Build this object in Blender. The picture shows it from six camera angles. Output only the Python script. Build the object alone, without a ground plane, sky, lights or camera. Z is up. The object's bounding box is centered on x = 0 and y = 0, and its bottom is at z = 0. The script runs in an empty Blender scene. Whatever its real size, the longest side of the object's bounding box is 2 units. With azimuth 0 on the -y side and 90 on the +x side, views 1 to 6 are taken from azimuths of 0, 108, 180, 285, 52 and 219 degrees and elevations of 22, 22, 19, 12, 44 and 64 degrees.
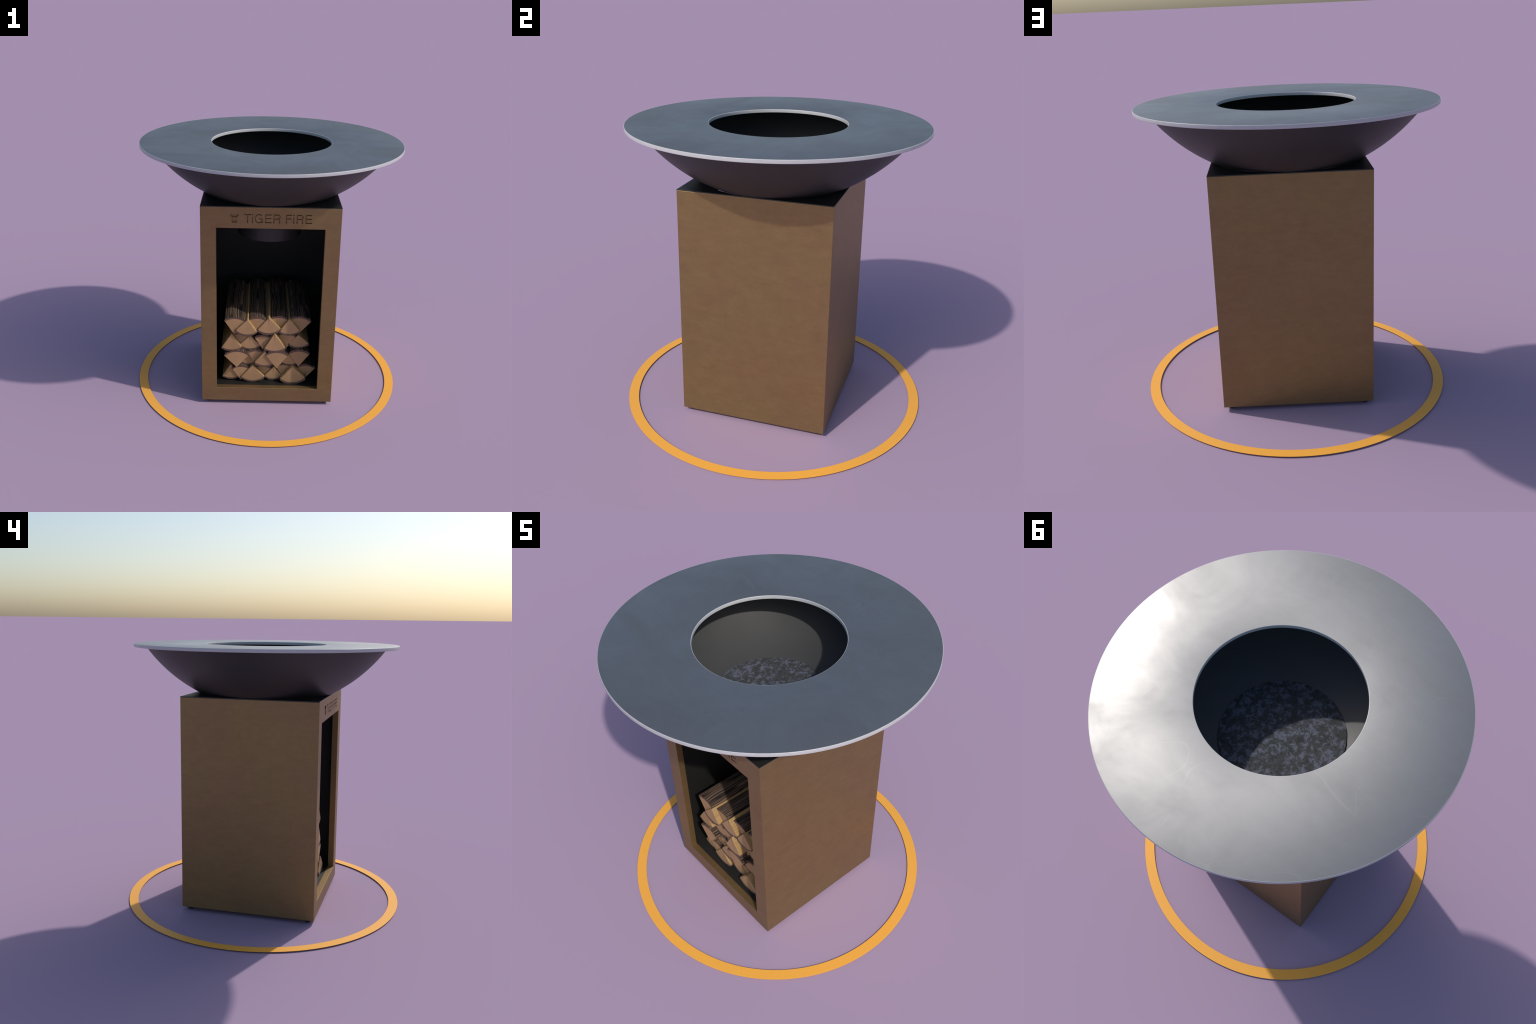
# Outdoor fire bowl with a steel cooking plate on a rusty steel log cabinet,
# split firewood stacked inside, and a flat orange ring lying round it.
import bpy, bmesh, math, random
from mathutils import Vector, Matrix, noise
from math import sin, cos, pi, radians, sqrt

rng = random.Random(7)
col = bpy.context.scene.collection

# ------------------------------------------------------------------ sizes
HALF = 0.4735            # cabinet half width
BASE_Z = 0.0255         # underside of the cabinet
SHELL_TOP = 1.5170      # top of the rusty shell
LID_TOP = 1.5222        # top of the black lid
OPEN_X, OPEN_LOW, OPEN_HIGH = 0.367, 0.132, 1.3685
FRAME_BACK = -0.4305    # rear of the front frame
INNER = 0.4700          # half width of the inside
BOWL_Z, BOWL_R = 2.450, 1.0382     # centre and radius of the bowl's sphere
PLATE_LOW, PLATE_TOP = 1.8415, 1.8634
PLATE_R, HOLE_R = 0.9250, 0.4233


# ------------------------------------------------------------------ node helpers
def new_material(name):
    m = bpy.data.materials.new(name)
    m.use_nodes = True
    nt = m.node_tree
    return m, nt, nt.nodes["Principled BSDF"]


def node(nt, kind, **props):
    n = nt.nodes.new(kind)
    for k, v in props.items():
        setattr(n, k, v)
    return n


def object_coords(nt, scale=(1, 1, 1), rot=(0, 0, 0), loc=(0, 0, 0)):
    tc = node(nt, "ShaderNodeTexCoord")
    mp = node(nt, "ShaderNodeMapping")
    mp.inputs["Scale"].default_value = scale
    mp.inputs["Rotation"].default_value = rot
    mp.inputs["Location"].default_value = loc
    nt.links.new(tc.outputs["Object"], mp.inputs["Vector"])
    return mp.outputs["Vector"]


def noise_tex(nt, vec, scale, detail=4, rough=0.5, distortion=0.0):
    n = node(nt, "ShaderNodeTexNoise")
    n.inputs["Scale"].default_value = scale
    n.inputs["Detail"].default_value = detail
    n.inputs["Roughness"].default_value = rough
    n.inputs["Distortion"].default_value = distortion
    if vec is not None:
        nt.links.new(vec, n.inputs["Vector"])
    return n.outputs["Fac"]


def ramp(nt, fac, stops, interp="LINEAR"):
    r = node(nt, "ShaderNodeValToRGB")
    r.color_ramp.interpolation = interp
    el = r.color_ramp.elements
    while len(el) < len(stops):
        el.new(0.5)
    for e, (p, c) in zip(el, stops):
        e.position = p
        e.color = (c, c, c, 1) if isinstance(c, (int, float)) else (*c, 1)
    nt.links.new(fac, r.inputs["Fac"])
    return r.outputs["Color"]


def mix(nt, fac, a, b, blend="MIX"):
    m = node(nt, "ShaderNodeMix", data_type="RGBA", blend_type=blend)
    for sock, val in ((m.inputs[0], fac), (m.inputs[6], a), (m.inputs[7], b)):
        if hasattr(val, "is_linked"):
            nt.links.new(val, sock)
        elif isinstance(val, (int, float)):
            sock.default_value = val if sock.type == "VALUE" else (val, val, val, 1)
        else:
            sock.default_value = (*val, 1)
    return m.outputs[2]


def math_node(nt, op, a, b=None):
    m = node(nt, "ShaderNodeMath", operation=op)
    for i, v in enumerate((a, b)):
        if v is None:
            continue
        if hasattr(v, "is_linked"):
            nt.links.new(v, m.inputs[i])
        else:
            m.inputs[i].default_value = v
    return m.outputs[0]


def bump(nt, bsdf, height, strength, distance):
    b = node(nt, "ShaderNodeBump")
    b.inputs["Strength"].default_value = strength
    b.inputs["Distance"].default_value = distance
    nt.links.new(height, b.inputs["Height"])
    nt.links.new(b.outputs["Normal"], bsdf.inputs["Normal"])


# Bark furrows: stripes per metre of arc, bent by a few sine waves
# (amplitude, frequency along the log, frequency across, phase).
FURROWS = 74.0
FURROW_WAVES = ((0.22, 8.0, 26.0, 0.0), (0.13, 19.0, -33.0, 1.3), (0.05, 43.0, 51.0, 2.1), (0.45, 2.3, 14.0, 0.6), (0.42, 0.9, 118.0, 0.3), (0.30, 1.3, 203.0, 1.9))


def furrow_phase(arc, y):
    return FURROWS * arc + sum(a * sin(ky * y + ks * arc + p) for a, ky, ks, p in FURROW_WAVES)


# ------------------------------------------------------------------ materials
def make_rust():
    m, nt, b = new_material("weathered_rusty_steel")
    v = object_coords(nt)
    cloud = noise_tex(nt, v, 3.2, 5, 0.55)
    streak = noise_tex(nt, object_coords(nt, (1.0, 1.0, 1.6), loc=(3, 5, 1)), 9, 6, 0.65)
    fine = noise_tex(nt, v, 55, 6, 0.65)
    c1 = ramp(nt, cloud, [(0.35, (0.286, 0.184, 0.089)), (0.65, (0.288, 0.200, 0.088))])
    c2 = ramp(nt, streak, [(0.32, 0.955), (0.68, 1.035)])
    c3 = ramp(nt, fine, [(0.30, 0.96), (0.70, 1.04)])
    rows = noise_tex(nt, object_coords(nt, (1.0, 1.0, 2.2), loc=(1, 8, 2)), 16, 5, 0.6)
    c4 = ramp(nt, rows, [(0.35, (0.955, 0.935, 0.930)), (0.65, (1.045, 1.035, 1.030))])
    c = mix(nt, 1.0, mix(nt, 1.0, mix(nt, 1.0, c1, c2, "MULTIPLY"), c3, "MULTIPLY"), c4, "MULTIPLY")
    nt.links.new(c, b.inputs["Base Color"])
    b.inputs["Metallic"].default_value = 0.75
    r = ramp(nt, streak, [(0.3, 0.47), (0.7, 0.51)])
    nt.links.new(r, b.inputs["Roughness"])
    bump(nt, b, fine, 0.08, 0.002)
    return m


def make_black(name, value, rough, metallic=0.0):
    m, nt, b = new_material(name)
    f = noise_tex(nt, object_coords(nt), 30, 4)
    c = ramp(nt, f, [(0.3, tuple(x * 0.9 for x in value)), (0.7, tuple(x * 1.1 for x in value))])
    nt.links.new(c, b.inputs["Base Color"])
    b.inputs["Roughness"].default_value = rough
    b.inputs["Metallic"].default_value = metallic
    return m


def make_bowl_steel(name, tone):
    m, nt, b = new_material(name)
    v = object_coords(nt)
    cloud = noise_tex(nt, v, 4, 5, 0.55)
    grain = noise_tex(nt, object_coords(nt, (1, 1, 0.25)), 70, 4, 0.6)
    c = ramp(nt, cloud, [(0.3, tuple(0.94 * x for x in tone)), (0.7, tuple(1.06 * x for x in tone))])
    nt.links.new(c, b.inputs["Base Color"])
    b.inputs["Metallic"].default_value = 0.0
    b.inputs["Roughness"].default_value = 0.5
    bump(nt, b, grain, 0.05, 0.001)
    return m


def make_plate_steel():
    m, nt, b = new_material("brushed_plate_steel")
    v = object_coords(nt)
    cloud = noise_tex(nt, v, 2.8, 8, 0.58, 0.6)
    smear = noise_tex(nt, object_coords(nt, (2.2, 9, 1), rot=(0, 0, 0.5)), 2.6, 6, 0.62)
    fine = noise_tex(nt, object_coords(nt, (14, 55, 1), rot=(0, 0, 0.35)), 3, 5, 0.6)
    # hairline scratches: thin contour lines of two very smooth stretched noises
    lines = []
    for k, (sx, sy, rz, cut) in enumerate(((1.1, 2.4, 0.4, 0.0035), (2.6, 1.0, 1.3, 0.003), (1.7, 3.1, 2.3, 0.003))):
        n = noise_tex(nt, object_coords(nt, (sx, sy, 1), rot=(0, 0, rz), loc=(k * 7, 3, 0)), 1.5, 0.0, 0.4, 0.35)
        d = math_node(nt, "ABSOLUTE", math_node(nt, "SUBTRACT", n, 0.5 + 0.05 * k))
        lines.append(ramp(nt, d, [(0.0, 1.0), (cut, 0.0)]))
    broken = ramp(nt, noise_tex(nt, object_coords(nt, loc=(9, 2, 4)), 6, 3), [(0.44, 0.0), (0.58, 1.0)])
    scratch = mix(nt, 1.0, mix(nt, 1.0, mix(nt, 1.0, lines[0], lines[1], "LIGHTEN"), lines[2], "LIGHTEN"), broken, "MULTIPLY")
    c1 = ramp(nt, cloud, [(0.30, (0.258, 0.257, 0.258)), (0.70, (0.325, 0.322, 0.322))])
    c2 = ramp(nt, smear, [(0.3, 0.98), (0.7, 1.02)])
    c = mix(nt, 1.0, c1, c2, "MULTIPLY")
    c = mix(nt, mix(nt, 1.0, scratch, 0.05, "MULTIPLY"), c, (0.8, 0.8, 0.8))
    nt.links.new(c, b.inputs["Base Color"])
    b.inputs["Metallic"].default_value = 0.83
    r = mix(nt, 0.15, ramp(nt, cloud, [(0.30, 0.53), (0.70, 0.41)]), ramp(nt, fine, [(0.3, 0.42), (0.7, 0.50)]))
    nt.links.new(r, b.inputs["Roughness"])
    bump(nt, b, cloud, 0.02, 0.004)
    return m


def make_plate_edge():
    m, nt, b = new_material("ground_plate_edge")
    f = noise_tex(nt, object_coords(nt, (1, 1, 8)), 30, 4)
    c = ramp(nt, f, [(0.3, (0.48, 0.48, 0.49)), (0.7, (0.53, 0.53, 0.54))])
    nt.links.new(c, b.inputs["Base Color"])
    b.inputs["Roughness"].default_value = 0.35
    return m


def make_orange():
    m, nt, b = new_material("orange_ring_paint")
    f = noise_tex(nt, object_coords(nt), 40, 4)
    c = ramp(nt, f, [(0.3, (0.975, 0.445, 0.060)), (0.7, (0.985, 0.455, 0.064))])
    nt.links.new(c, b.inputs["Base Color"])
    b.inputs["Roughness"].default_value = 0.6
    return m


def make_ash():
    m, nt, b = new_material("cold_ash_and_coal")
    v = object_coords(nt)
    blot = noise_tex(nt, v, 34, 7, 0.70, 0.35)
    fine = noise_tex(nt, v, 160, 4, 0.6)
    c = ramp(nt, blot, [(0.40, (0.040, 0.043, 0.044)), (0.50, (0.056, 0.060, 0.066)), (0.58, (0.124, 0.136, 0.180))])
    c = mix(nt, 1.0, c, ramp(nt, fine, [(0.3, 0.72), (0.7, 1.2)]), "MULTIPLY")
    nt.links.new(c, b.inputs["Base Color"])
    b.inputs["Roughness"].default_value = 0.9
    bump(nt, b, fine, 0.35, 0.003)
    return m


def make_end_grain():
    m, nt, b = new_material("sawn_end_grain")
    w = node(nt, "ShaderNodeTexWave", wave_type="RINGS", rings_direction="Y", wave_profile="SAW")
    w.inputs["Scale"].default_value = 44
    w.inputs["Distortion"].default_value = 1.2
    w.inputs["Detail"].default_value = 2
    w.inputs["Detail Scale"].default_value = 0.6
    nt.links.new(object_coords(nt), w.inputs["Vector"])
    cloud = noise_tex(nt, object_coords(nt), 14, 4)
    c1 = ramp(nt, w.outputs["Fac"], [(0.0, (0.445, 0.265, 0.130)), (0.7, (0.415, 0.245, 0.119)), (1.0, (0.345, 0.196, 0.092))])
    c = mix(nt, 1.0, c1, ramp(nt, cloud, [(0.3, 0.93), (0.7, 1.07)]), "MULTIPLY")
    oi = node(nt, "ShaderNodeObjectInfo")
    c = mix(nt, 1.0, c, ramp(nt, oi.outputs["Random"], [(0, 0.92), (1, 1.08)]), "MULTIPLY")
    # a drying crack that runs from the heart outwards on some of the pieces
    sep = node(nt, "ShaderNodeSeparateXYZ")
    nt.links.new(object_coords(nt), sep.inputs[0])
    wander = math_node(nt, "MULTIPLY", math_node(nt, "SUBTRACT", noise_tex(nt, object_coords(nt), 45, 2), 0.5), 0.010)
    off = math_node(nt, "ABSOLUTE", math_node(nt, "ADD", sep.outputs["X"], wander))
    width = math_node(nt, "MULTIPLY", math_node(nt, "ADD", sep.outputs["Z"], 0.075), 0.022)
    crack = math_node(nt, "LESS_THAN", off, width)
    crack = math_node(nt, "MULTIPLY", crack, math_node(nt, "GREATER_THAN", oi.outputs["Random"], 0.70))
    c = mix(nt, crack, c, (0.09, 0.05, 0.028))
    nt.links.new(c, b.inputs["Base Color"])
    b.inputs["Roughness"].default_value = 0.8
    return m


def make_split_wood():
    m, nt, b = new_material("split_wood_side")
    f = noise_tex(nt, object_coords(nt, (60, 4, 60)), 1.2, 5, 0.6)
    c = ramp(nt, f, [(0.3, (0.37, 0.230, 0.095)), (0.7, (0.46, 0.295, 0.125))])
    nt.links.new(c, b.inputs["Base Color"])
    b.inputs["Roughness"].default_value = 0.8
    bump(nt, b, f, 0.4, 0.003)
    return m


def make_bark():
    m, nt, b = new_material("furrowed_bark")
    # furrows: the same wavy stripes as furrow_phase() below, which carves them into the mesh
    sep = node(nt, "ShaderNodeSeparateXYZ")
    nt.links.new(object_coords(nt), sep.inputs[0])
    y = sep.outputs["Y"]
    arc = math_node(nt, "MULTIPLY", math_node(nt, "ARCTAN2", sep.outputs["X"], math_node(nt, "MULTIPLY", sep.outputs["Z"], -1.0)), 0.12)
    phase = math_node(nt, "MULTIPLY", arc, FURROWS)
    for amp, ky, ks, p0 in FURROW_WAVES:
        arg = math_node(nt, "ADD", math_node(nt, "MULTIPLY", y, ky), math_node(nt, "MULTIPLY", arc, ks))
        wave = math_node(nt, "SINE", math_node(nt, "ADD", arg, p0))
        phase = math_node(nt, "ADD", phase, math_node(nt, "MULTIPLY", wave, amp))
    tri = math_node(nt, "MULTIPLY", math_node(nt, "ABSOLUTE", math_node(nt, "SUBTRACT", math_node(nt, "FRACT", phase), 0.5)), 2.0)
    grain = noise_tex(nt, object_coords(nt, (160, 14, 160)), 1.0, 4, 0.6)
    ridge = math_node(nt, "ADD", tri, math_node(nt, "MULTIPLY", math_node(nt, "SUBTRACT", grain, 0.5), 0.7))
    c = ramp(nt, ridge, [(0.20, (0.016, 0.011, 0.008)), (0.45, (0.058, 0.036, 0.024)), (0.90, (0.190, 0.117, 0.074))])
    nt.links.new(c, b.inputs["Base Color"])
    b.inputs["Roughness"].default_value = 0.9
    bump(nt, b, grain, 0.5, 0.003)
    return m


def make_bark_end():
    m, nt, b = new_material("bark_cut_edge")
    f = noise_tex(nt, object_coords(nt), 90, 4)
    c = ramp(nt, f, [(0.3, (0.112, 0.066, 0.050)), (0.7, (0.142, 0.084, 0.064))])
    nt.links.new(c, b.inputs["Base Color"])
    b.inputs["Roughness"].default_value = 0.9
    return m


RUST = make_rust()
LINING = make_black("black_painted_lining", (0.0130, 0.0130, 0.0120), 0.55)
LID = make_black("black_painted_lid", (0.020, 0.021, 0.021), 0.38)
RUBBER = make_black("black_rubber", (0.014, 0.015, 0.016), 0.6)
BOWL = make_bowl_steel("black_bowl_steel", (0.034, 0.0325, 0.031))
BOWL_INSIDE = make_bowl_steel("paler_bowl_steel", (0.060, 0.0605, 0.061))
PLATE, PLATE_EDGE = make_plate_steel(), make_plate_edge()
ORANGE = make_orange()
ASH = make_ash()
END_GRAIN, SPLIT, BARK, BARK_END = make_end_grain(), make_split_wood(), make_bark(), make_bark_end()


# ------------------------------------------------------------------ mesh helpers
def add_object(name, mesh, mats, parent=None, loc=(0, 0, 0)):
    for mt in mats:
        mesh.materials.append(mt)
    o = bpy.data.objects.new(name, mesh)
    col.objects.link(o)
    o.location = loc
    if parent is not None:
        o.parent = parent
    return o


def mesh_from(name, verts, faces):
    me = bpy.data.meshes.new(name)
    me.from_pydata(verts, [], faces)
    bm = bmesh.new()
    bm.from_mesh(me)
    bmesh.ops.recalc_face_normals(bm, faces=bm.faces)
    bm.to_mesh(me)
    bm.free()
    return me


def smooth(me, angle=30):
    me.polygons.foreach_set("use_smooth", [True] * len(me.polygons))
    me.set_sharp_from_angle(angle=radians(angle))


def revolve(name, profile, segments=160, closed=True):
    """Turn a list of (radius, z) round the z axis; radius 0 becomes a pole."""
    verts, rows = [], []
    for r, z in profile:
        if r < 1e-6:
            rows.append([len(verts)])
            verts.append((0, 0, z))
        else:
            rows.append(list(range(len(verts), len(verts) + segments)))
            verts += [(r * cos(2 * pi * i / segments), r * sin(2 * pi * i / segments), z) for i in range(segments)]
    faces = []
    pairs = list(zip(rows, rows[1:])) + ([(rows[-1], rows[0])] if closed else [])
    for a, b in pairs:
        for i in range(segments):
            j = (i + 1) % segments
            if len(a) == 1 and len(b) == 1:
                continue
            if len(a) == 1:
                faces.append((a[0], b[j], b[i]))
            elif len(b) == 1:
                faces.append((a[i], a[j], b[0]))
            else:
                faces.append((a[i], a[j], b[j], b[i]))
    me = mesh_from(name, verts, faces)
    smooth(me)
    return me


def box_mesh(name, lo, hi, bevel=0.0, segments=2):
    bm = bmesh.new()
    bmesh.ops.create_cube(bm, size=1)
    for v in bm.verts:
        v.co = Vector([lo[k] + (v.co[k] + 0.5) * (hi[k] - lo[k]) for k in range(3)])
    if bevel:
        bmesh.ops.bevel(bm, geom=bm.edges[:], offset=bevel, segments=segments, affect="EDGES", profile=0.5)
    me = bpy.data.meshes.new(name)
    bm.to_mesh(me)
    bm.free()
    return me


def prism(outline, y0, y1):
    """Solid between y0 and y1 with an (x, z) outline."""
    n = len(outline)
    verts = [(x, y0, z) for x, z in outline] + [(x, y1, z) for x, z in outline]
    faces = [tuple(range(n)), tuple(range(2 * n - 1, n - 1, -1))]
    faces += [(i, i + n, (i + 1) % n + n, (i + 1) % n) for i in range(n)]
    return verts, faces


def subtract(target, cutters):
    for me in cutters:
        c = bpy.data.objects.new("cutter", me)
        col.objects.link(c)
        md = target.modifiers.new("cut", "BOOLEAN")
        md.operation, md.solver, md.object = "DIFFERENCE", "EXACT", c
        md.use_self = True
        bpy.context.view_layer.update()
        dg = bpy.context.evaluated_depsgraph_get()
        result = bpy.data.meshes.new_from_object(target.evaluated_get(dg))
        target.modifiers.remove(md)
        target.data = result
        bpy.data.objects.remove(c)


# ------------------------------------------------------------------ the fire pit
pit = bpy.data.objects.new("fire_pit", None)
col.objects.link(pit)
pit["label"] = "round steel plate fire bowl on rusty square log cabinet"
pit["category"] = "fire pit"

# ---- rusty shell: walls, front frame, lettering cut into the frame
shell = add_object("cabinet_shell", box_mesh("cabinet_shell", (-HALF, -HALF, BASE_Z), (HALF, HALF, SHELL_TOP), 0.0025, 2), [RUST], pit)


def opening_cutter():
    verts, faces = [], []
    for y, g in ((-HALF - 0.003, 0.0048), (-HALF + 0.0018, 0.0), (FRAME_BACK + 0.02, 0.0)):
        verts += [(-OPEN_X - g, y, OPEN_LOW - g), (OPEN_X + g, y, OPEN_LOW - g), (OPEN_X + g, y, OPEN_HIGH + g), (-OPEN_X - g, y, OPEN_HIGH + g)]
    faces.append((0, 1, 2, 3))
    faces.append((11, 10, 9, 8))
    for k in (0, 4):
        faces += [(k + i, k + 4 + i, k + 4 + (i + 1) % 4, k + (i + 1) % 4) for i in range(4)]
    return mesh_from("opening", verts, faces)


# Letters as strokes: every stroke is an (x, z) outline in letter units,
# cap height 1, stroke width W.
W = 0.115
CAP = 0.0615
LETTER_LOW = 1.4090


def bar(x0, z0, x1, z1):
    return [(x0, z0), (x1, z0), (x1, z1), (x0, z1)]


def arc_stroke(cx, cz, rx, rz, a0, a1, n=18):
    out = [(cx + rx * cos(radians(a0 + (a1 - a0) * i / n)), cz + rz * sin(radians(a0 + (a1 - a0) * i / n))) for i in range(n + 1)]
    inn = [(cx + (rx - W) * cos(radians(a0 + (a1 - a0) * i / n)), cz + (rz - W) * sin(radians(a0 + (a1 - a0) * i / n))) for i in range(n, -1, -1)]
    return out + inn


def letter_T(w):
    return [bar(0, 1 - W, w, 1), bar(w / 2 - W / 2, 0, w / 2 + W / 2, 1 - W)]


def letter_i(w):
    return [bar(0, 0, W, 0.73), bar(0, 1 - W, W, 1)]


def letter_E(w):
    return [bar(0, 0, W, 1), bar(W, 0, w, W), bar(W, 0.47, w * 0.93, 0.47 + W), bar(W, 1 - W, w, 1)]


def letter_F(w):
    return [bar(0, 0, W, 1), bar(W, 0.47, w * 0.92, 0.47 + W), bar(W, 1 - W, w, 1)]


def letter_R(w):
    r = 0.285
    c = w - r - 0.02
    return [bar(0, 0, W, 1), bar(W, 1 - W, c, 1), bar(W, 1 - 2 * r, c, 1 - 2 * r + W),
            arc_stroke(c, 1 - r, r, r, -90, 90), bar(w - 0.05 - W, 0.0, w - 0.05, 0.24),
            arc_stroke(w - 0.05 - 0.24, 0.21, 0.24, 0.33, 0, 75, 8)]


def letter_G(w):
    return [arc_stroke(w / 2, 0.5, w / 2, 0.53, 42, 335, 30), bar(w * 0.52, 0.41, w, 0.41 + W), bar(w - W, 0.0, w, 0.41)]


def sign_cutters():
    strokes = []
    row = [(letter_T, -0.1774, -0.1330), (letter_i, -0.1258, -0.118), (letter_G, -0.1073, -0.0535), (letter_E, -0.0395, 0.0045),
           (letter_R, 0.0166, 0.0655), (letter_F, 0.1000, 0.1400), (letter_i, 0.1490, 0.157), (letter_R, 0.1710, 0.2185), (letter_E, 0.2300, 0.2745)]
    for make, x0, x1 in row:
        for s in make((x1 - x0) / CAP):
            strokes.append([(x0 + x * CAP, LETTER_LOW + z * CAP) for x, z in s])
    # small emblem: a bowl on a block
    cx, top = -0.2432, 1.4700
    half = 0.0300
    strokes.append([(cx - half, top)] + [(cx + half * cos(a), top - 0.0235 * abs(sin(a)) ** 0.8)
                    for a in [pi + pi * i / 16 for i in range(1, 16)]] + [(cx + half, top)])
    block = [(cx - 0.0176, LETTER_LOW + 0.0005), (cx + 0.0176, LETTER_LOW + 0.0005)]
    for i in range(9):                              # its top follows the bowl with a thin web between
        x = 0.0176 * (1 - i / 4)
        block.append((cx + x, top - 0.0020 - 0.0235 * sqrt(1 - (x / half) ** 2) ** 0.8))
    strokes.append(block)
    verts, faces = [], []
    for s in strokes:
        v, f = prism(s, -HALF - 0.004, -HALF + 0.012)
        k = len(verts)
        verts += v
        faces += [tuple(i + k for i in q) for q in f]
    return mesh_from("sign", verts, faces)


subtract(shell, [
    box_mesh("inside", (-INNER, FRAME_BACK, BASE_Z + 0.06), (INNER, INNER, SHELL_TOP + 0.05)),
    box_mesh("hollow_behind_sign", (-INNER + 0.002, -0.4585, OPEN_HIGH + 0.006), (INNER - 0.002, FRAME_BACK + 0.02, SHELL_TOP + 0.04)),
    opening_cutter(),
    sign_cutters()])
shell.data.name = "cabinet_shell"

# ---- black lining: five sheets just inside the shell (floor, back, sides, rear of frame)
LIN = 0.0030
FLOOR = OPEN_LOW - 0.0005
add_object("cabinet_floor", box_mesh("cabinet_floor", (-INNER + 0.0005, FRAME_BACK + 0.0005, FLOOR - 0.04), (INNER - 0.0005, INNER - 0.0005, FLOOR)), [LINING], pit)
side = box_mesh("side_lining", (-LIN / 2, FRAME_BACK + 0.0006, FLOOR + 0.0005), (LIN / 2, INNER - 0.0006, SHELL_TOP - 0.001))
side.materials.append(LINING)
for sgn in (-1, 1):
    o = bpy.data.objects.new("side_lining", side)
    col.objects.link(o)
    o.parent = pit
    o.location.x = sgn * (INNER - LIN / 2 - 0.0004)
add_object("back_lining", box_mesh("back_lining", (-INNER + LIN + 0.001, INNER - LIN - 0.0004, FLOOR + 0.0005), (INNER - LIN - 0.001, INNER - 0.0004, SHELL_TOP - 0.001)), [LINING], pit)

# ---- black lid with a round hole that carries the bowl
LID_HOLE = 0.4675


def lid_mesh():
    n = 192
    g = 0.0012                                    # rounding of the outer edge
    h = HALF - 0.0005
    low = SHELL_TOP + 0.0003

    def ring_at(z, inset, hole):
        pts = []
        for i in range(n):
            a = 2 * pi * (i + 0.5) / n
            if hole:
                pts.append((hole * cos(a), hole * sin(a), z))
            else:
                s = (h - inset) / max(abs(cos(a)), abs(sin(a)))
                pts.append((s * cos(a), s * sin(a), z))
        if not hole:                              # pull four samples onto the true corners
            for q in range(4):
                i = round(n * (q + 0.5) / 4 - 0.5)
                pts[i] = ((h - inset) * (1 if q in (0, 3) else -1), (h - inset) * (1 if q in (0, 1) else -1), z)
        return pts
    rings = [ring_at(low, 0, LID_HOLE), ring_at(low, 0, 0), ring_at(LID_TOP - g, 0, 0), ring_at(LID_TOP - g * 0.3, g * 0.3, 0),
             ring_at(LID_TOP, g, 0), ring_at(LID_TOP, 0, LID_HOLE + g), ring_at(LID_TOP - g, 0, LID_HOLE)]
    verts = [p for r in rings for p in r]
    faces = []
    for k in range(len(rings)):
        a, b = k * n, ((k + 1) % len(rings)) * n
        faces += [(a + i, a + (i + 1) % n, b + (i + 1) % n, b + i) for i in range(n)]
    return mesh_from("cabinet_lid", verts, faces)


add_object("cabinet_lid", lid_mesh(), [LID], pit)

# ---- feet
foot = revolve("foot", [(0, 0), (0.0165, 0), (0.0185, 0.002), (0.0185, BASE_Z + 0.001), (0, BASE_Z + 0.001)], 40, closed=False)
foot.materials.append(RUBBER)
for sx in (-1, 1):
    for sy in (-1, 1):
        o = bpy.data.objects.new("foot", foot)
        col.objects.link(o)
        o.parent = pit
        o.location = (sx * 0.427, sy * 0.427, 0)

# ---- bowl: a spherical dish, 6 mm thick
def bowl_profile():
    wall, n = 0.006, 64
    rim_z = PLATE_LOW - 0.0006
    out = []
    a_out = math.acos((BOWL_Z - rim_z) / BOWL_R)
    a_in = math.acos((BOWL_Z - rim_z) / (BOWL_R - wall))
    for i in range(n + 1):
        a = a_out * i / n
        out.append((BOWL_R * sin(a), BOWL_Z - BOWL_R * cos(a)))
    for i in range(n, -1, -1):
        a = a_in * i / n
        out.append(((BOWL_R - wall) * sin(a), BOWL_Z - (BOWL_R - wall) * cos(a)))
    return out


bowl = add_object("bowl", revolve("bowl", bowl_profile(), 192, closed=False), [BOWL, BOWL_INSIDE], pit)
for p in bowl.data.polygons:                       # outside darker, inside paler grey
    d = (Vector((0, 0, BOWL_Z)) - p.center).length
    p.material_index = 1 if d < BOWL_R - 0.003 else 0

# ---- ash drum hanging under the bowl
DRUM_R, DRUM_LOW = 0.2335, 1.1855
drum_top = BOWL_Z - sqrt(BOWL_R ** 2 - DRUM_R ** 2) + 0.003
add_object("ash_drum", revolve("ash_drum", [(0, DRUM_LOW), (DRUM_R - 0.003, DRUM_LOW), (DRUM_R - 0.0009, DRUM_LOW + 0.0009), (DRUM_R, DRUM_LOW + 0.003), (DRUM_R, drum_top)], 96, closed=False), [BOWL], pit)


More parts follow.
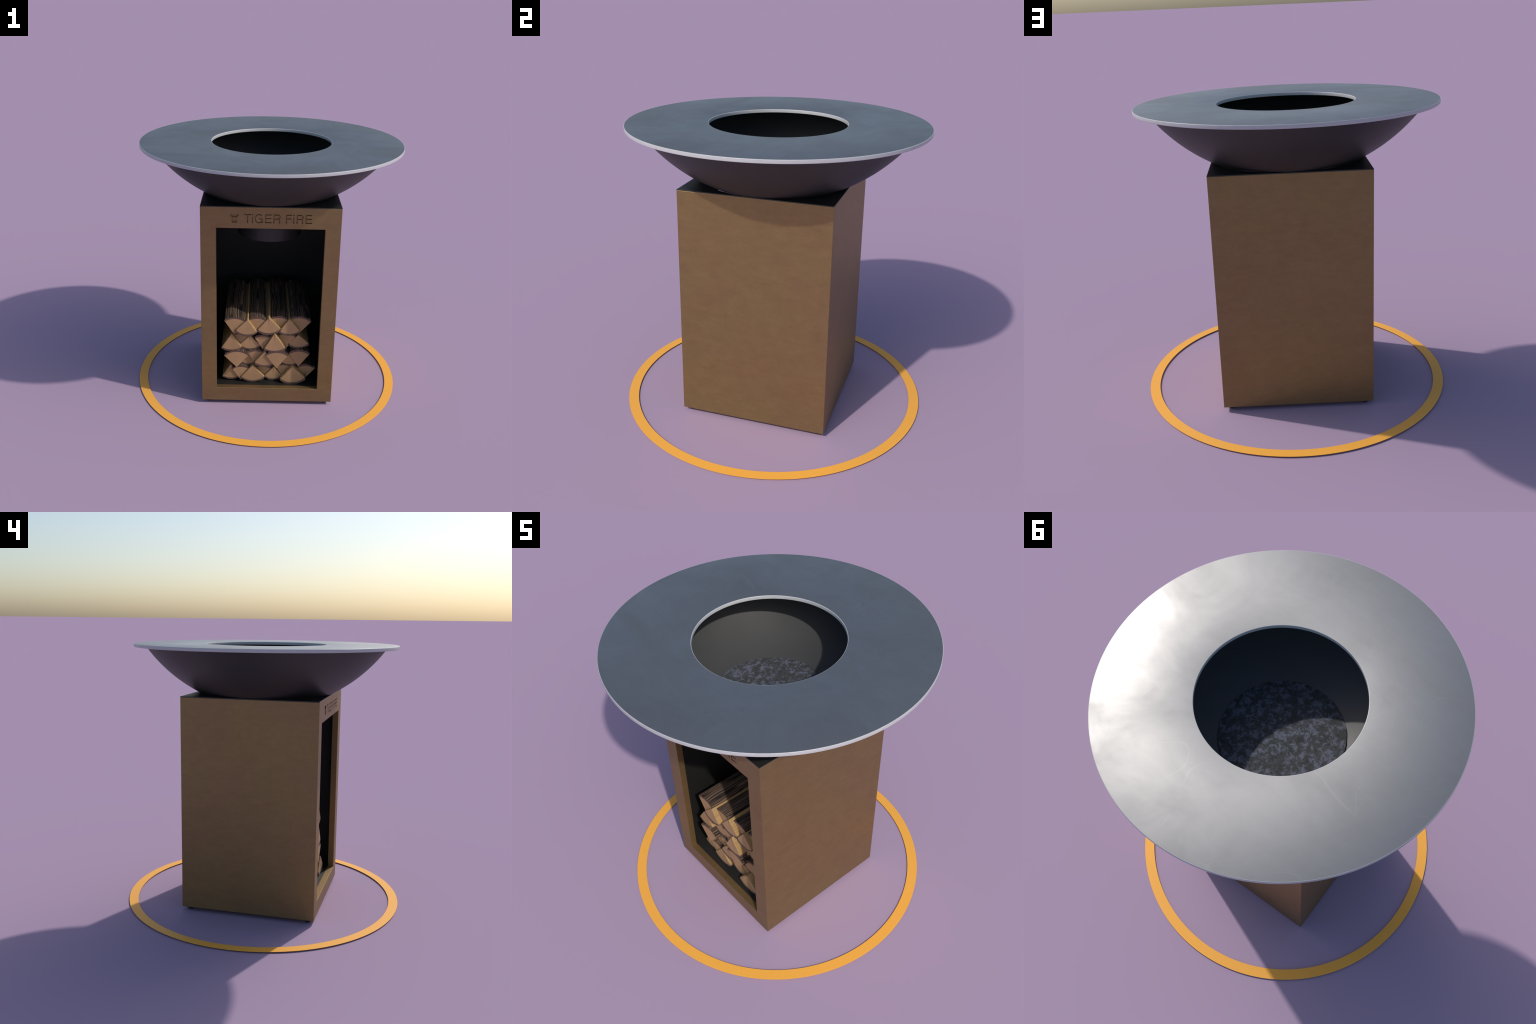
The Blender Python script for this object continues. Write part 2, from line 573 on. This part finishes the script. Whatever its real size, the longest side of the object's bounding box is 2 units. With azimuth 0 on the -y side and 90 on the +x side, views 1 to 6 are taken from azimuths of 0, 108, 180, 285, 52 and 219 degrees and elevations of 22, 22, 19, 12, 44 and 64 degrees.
# ---- bed of cold ash and coal, a little bumpy, in the bottom of the bowl
def ash_mesh():
    R, top, seg = 0.339, 1.4845, 128
    rings = [R * k / 56 for k in range(1, 57)]
    verts, faces = [(0, 0, top)], []
    for r in rings:
        for i in range(seg):
            a = 2 * pi * i / seg
            rr = r * (1 + (0.006 * noise.noise((cos(a) * 6, sin(a) * 6, 2.0)) if r > 0.9 * R else 0))
            x, y = rr * cos(a), rr * sin(a)
            z = top + 0.0035 * noise.fractal((x * 16, y * 16, 0.7), 0.8, 2.0, 4)
            verts.append((x, y, z))
    for i in range(seg):                            # rounded skirt down to the dish
        x, y, z = verts[1 + (len(rings) - 1) * seg + i]
        verts.append((x * 1.003, y * 1.003, z - 0.003))
    for i in range(seg):
        x, y, z = verts[1 + (len(rings) - 1) * seg + i]
        verts.append((x * 0.985, y * 0.985, top - 0.016))
    for i in range(seg):
        faces.append((0, 1 + i, 1 + (i + 1) % seg))
    for k in range(len(rings) + 1):
        a, b = 1 + k * seg, 1 + (k + 1) * seg
        faces += [(a + i, b + i, b + (i + 1) % seg, a + (i + 1) % seg) for i in range(seg)]
    me = mesh_from("ash_bed", verts, faces)
    smooth(me, 40)
    return me


ash = add_object("ash_bed", ash_mesh(), [ASH], pit)
ash["kind"] = "stuff"


# ---- cooking plate: flat steel ring with rounded edges
def rounded_ring_profile(r0, r1, z0, z1, g, n=5):
    pts = []
    for cx, cz, a0 in ((r1 - g, z0 + g, -90), (r1 - g, z1 - g, 0), (r0 + g, z1 - g, 90), (r0 + g, z0 + g, 180)):
        for i in range(n + 1):
            a = radians(a0 + 90 * i / n)
            pts.append((cx + g * cos(a), cz + g * sin(a)))
    return pts


def plate_mesh():
    me = revolve("cooking_plate", rounded_ring_profile(HOLE_R, PLATE_R, PLATE_LOW, PLATE_TOP, 0.0030), 256)
    # the flat faces are brushed steel, everything round the rims is the paler ground edge
    for p in me.polygons:
        p.material_index = 0 if abs(p.normal.z) > 0.985 and p.area > 1e-4 else 1
    return me


add_object("cooking_plate", plate_mesh(), [PLATE, PLATE_EDGE], pit)

# ------------------------------------------------------------------ the orange ring on the ground
ring = add_object("floor_ring", revolve("floor_ring", [(0.9345, 0.0046), (1.0, 0.0046), (1.0, 0.0060), (0.9345, 0.0060)], 256), [ORANGE])
ring["label"] = "thin flat orange ring lying on the ground"
ring["category"] = "floor ring"


# ------------------------------------------------------------------ split firewood
def wedge_mesh(radius, half, length, seed):
    """Quarter-split log: heart edge on the local y axis, bark side towards -z.
    The sawn end is a clean wedge; behind it the split faces are stepped."""
    r = random.Random(seed)
    n_arc = 20
    teeth = 7
    profile = []                                    # per side: (fraction of the radius, step height)
    for _ in range(2):
        line = [(0.0, 0.0)]
        for k in range(teeth):
            f0 = (k + 0.15) / teeth
            line.append((f0 + r.uniform(0.0, 0.03), r.uniform(0.0, 0.0006)))
            line.append((f0 + 0.42 / teeth + r.uniform(-0.02, 0.02), r.uniform(0.0030, 0.0055)))
        line.append((1.0, 0.001))
        profile.append(line)
    stations = [0.0, 0.0035, 0.02, 0.06] + [length * k / 10 for k in range(2, 10)] + [length - 0.003, length]

    rows = []
    for si, y in enumerate(stations):
        end = si == 0 or si == len(stations) - 1
        ease = 0 if end else 1
        w = 1 + 0.02 * noise.noise((y * 4, seed * 1.7, 0.3))
        pts = []
        for side, sgn in ((0, -1), (1, 1)):
            line = []
            for i, (f, step) in enumerate(profile[side]):
                a = sgn * half
                fy = f + (0.012 * noise.noise((y * 6, i * 3.3, seed)) * ease if 0 < i < len(profile[side]) - 1 else 0)
                d = Vector((sin(a), -cos(a))) * radius * fy * (1 + (w - 1) * ease)
                nrm = Vector((sgn * cos(a), sin(a) * sgn))
                d = d + nrm * step * ease * min(1.0, 0.15 + 2.2 * f)
                line.append(d)
            if side == 0:
                left = line
            else:
                right = line
        arc = [Vector((sin(-half + 2 * half * i / n_arc), -cos(-half + 2 * half * i / n_arc))) * radius * (1 + (w - 1) * ease) for i in range(1, n_arc)]
        pts = left + arc + right[:0:-1]
        # a touch of waviness of the whole piece
        off = Vector((noise.noise((y * 3, seed, 1.0)), noise.noise((y * 3, seed, 5.0)))) * 0.004 * (0 if si == 0 else 1)
        rows.append([(p.x + off.x, y, p.y + off.y) for p in pts])
    n = len(rows[0])
    verts = [p for row in rows for p in row]
    faces, kinds = [], []
    for k in range(len(rows) - 1):
        for i in range(n):
            j = (i + 1) % n
            faces.append((k * n + i, k * n + j, (k + 1) * n + j, (k + 1) * n + i))
            kinds.append(1)
    c0, c1 = len(verts), len(verts) + 1
    verts += [(0, 0, -radius * 0.62), (0, length, -radius * 0.62)]
    for i in range(n):
        j = (i + 1) % n
        faces.append((c0, j, i))
        faces.append((c1, (len(rows) - 1) * n + i, (len(rows) - 1) * n + j))
        kinds += [0, 0]
    me = bpy.data.meshes.new("firewood_log")
    me.from_pydata(verts, [], faces)
    me.polygons.foreach_set("material_index", kinds)
    bm = bmesh.new()
    bm.from_mesh(me)
    bmesh.ops.recalc_face_normals(bm, faces=bm.faces)
    bm.to_mesh(me)
    bm.free()
    smooth(me, 25)
    return me


def bark_mesh(radius, half, length, seed):
    """Shell of furrowed bark over the round side of the wedge."""
    r = random.Random(seed * 31 + 5)
    thick = r.uniform(0.0110, 0.0145)
    na, ny = 96, 56
    shift = seed * 0.61                              # slides each piece along the pattern
    overhang = half * 1.02
    verts, faces, kinds = [], [], []

    def depth(f, y):
        s = f * radius * 2 * half                       # distance along the arc
        lump = noise.noise((s * 22, y * 2.0, seed * 3.1))
        ph = furrow_phase((-overhang + 2 * overhang * f) * 0.12, y + shift)
        tri = abs(ph - math.floor(ph) - 0.5) * 2
        ridge = min(1.0, max(0.0, (tri - 0.1) / 0.45))
        d = thick + 0.0065 * lump + 0.0032 * (ridge - 0.7)
        edge = min(f, 1 - f) * 9
        return max(0.003, d * min(1.0, 0.45 + edge))

    for layer in (0, 1):
        for k in range(ny + 1):
            y = 0.0005 + (length - 0.001) * k / ny
            for i in range(na + 1):
                f = i / na
                a = -overhang + 2 * overhang * f
                rr = radius - 0.0015 if layer == 0 else radius + depth(f, y)
                verts.append((rr * sin(a), shift + y - (0.0006 if k == 0 else 0) + (0.0006 if k == ny else 0), -rr * cos(a)))
    m = na + 1
    base = (ny + 1) * m
    for k in range(ny):
        for i in range(na):
            a = k * m + i
            faces.append((base + a, base + a + 1, base + a + m + 1, base + a + m)); kinds.append(0)
            faces.append((a, a + m, a + m + 1, a + 1)); kinds.append(0)
        for i in (0, na):
            a, b = k * m + i, (k + 1) * m + i
            faces.append((a, b, base + b, base + a)); kinds.append(0)
    for k in (0, ny):
        for i in range(na):
            a = k * m + i
            faces.append((a, a + 1, base + a + 1, base + a)); kinds.append(1)
    me = bpy.data.meshes.new("bark")
    me.from_pydata(verts, [], faces)
    me.polygons.foreach_set("material_index", kinds)
    bm = bmesh.new()
    bm.from_mesh(me)
    bmesh.ops.recalc_face_normals(bm, faces=bm.faces)
    bm.to_mesh(me)
    bm.free()
    smooth(me, 50)
    return me


# heart edge x, z; turn of the bark side (0 = down, 180 = up); radius with bark;
# half opening angle; y of the sawn front end
STACK = [
    (-0.242, 0.525, +179, 0.137, 34, -0.390),
    (-0.148, 0.653, -5, 0.128, 39, -0.407),
    (-0.078, 0.534, -179, 0.124, 36, -0.373),
    (+0.004, 0.659, +3, 0.131, 42, -0.386),
    (+0.079, 0.536, -177, 0.124, 34, -0.355),
    (+0.153, 0.652, +2, 0.129, 37, -0.384),
    (+0.224, 0.524, +176, 0.135, 38, -0.352),
    (-0.263, 0.527, +1, 0.137, 34, -0.390),
    (-0.196, 0.419, -180, 0.106, 35, -0.355),
    (-0.130, 0.504, -1, 0.116, 44, -0.362),
    (-0.032, 0.395, +179, 0.120, 33, -0.371),
    (+0.048, 0.542, +2, 0.148, 32, -0.404),
    (+0.132, 0.390, +179, 0.133, 33, -0.346),
    (+0.224, 0.508, +2, 0.110, 46, -0.348),
    (-0.223, 0.263, -178, 0.138, 42, -0.402),
    (-0.080, 0.259, -178, 0.132, 27, -0.370),
    (-0.140, 0.356, -1, 0.098, 36, -0.355),
    (-0.017, 0.396, -3, 0.128, 35, -0.396),
    (+0.069, 0.260, -180, 0.140, 37, -0.404),
    (+0.165, 0.364, -1, 0.104, 34, -0.360),
    (+0.231, 0.259, +179, 0.135, 36, -0.368),
    (-0.269, 0.265, +1, 0.122, 32, -0.368),
    (-0.193, 0.141, -178, 0.120, 33, -0.376),
    (-0.106, 0.272, +1, 0.137, 41, -0.389),
    (-0.033, 0.132, +170, 0.120, 30, -0.350),
    (+0.047, 0.244, +0, 0.108, 41, -0.360),
    (+0.125, 0.155, -178, 0.116, 31, -0.355),
    (+0.184, 0.272, +4, 0.141, 43, -0.401),
    (+0.288, 0.152, +179, 0.112, 39, -0.347)]

for k, (x, z, turn, rad, half, y) in enumerate(STACK):
    seed = 11 + 3 * k
    wood_r = rad - 0.010
    length = rng.uniform(0.66, 0.72)
    log = add_object("firewood_log", wedge_mesh(wood_r, radians(half), length, seed), [END_GRAIN, SPLIT], None, (x, y, z))
    log.rotation_euler = (0, radians(-turn), 0)
    log["label"] = "split wedge of firewood with dark furrowed bark"
    log["category"] = "firewood"
    add_object("bark", bark_mesh(wood_r, radians(half), length, seed), [BARK, BARK_END], log, (0, -seed * 0.61, 0))
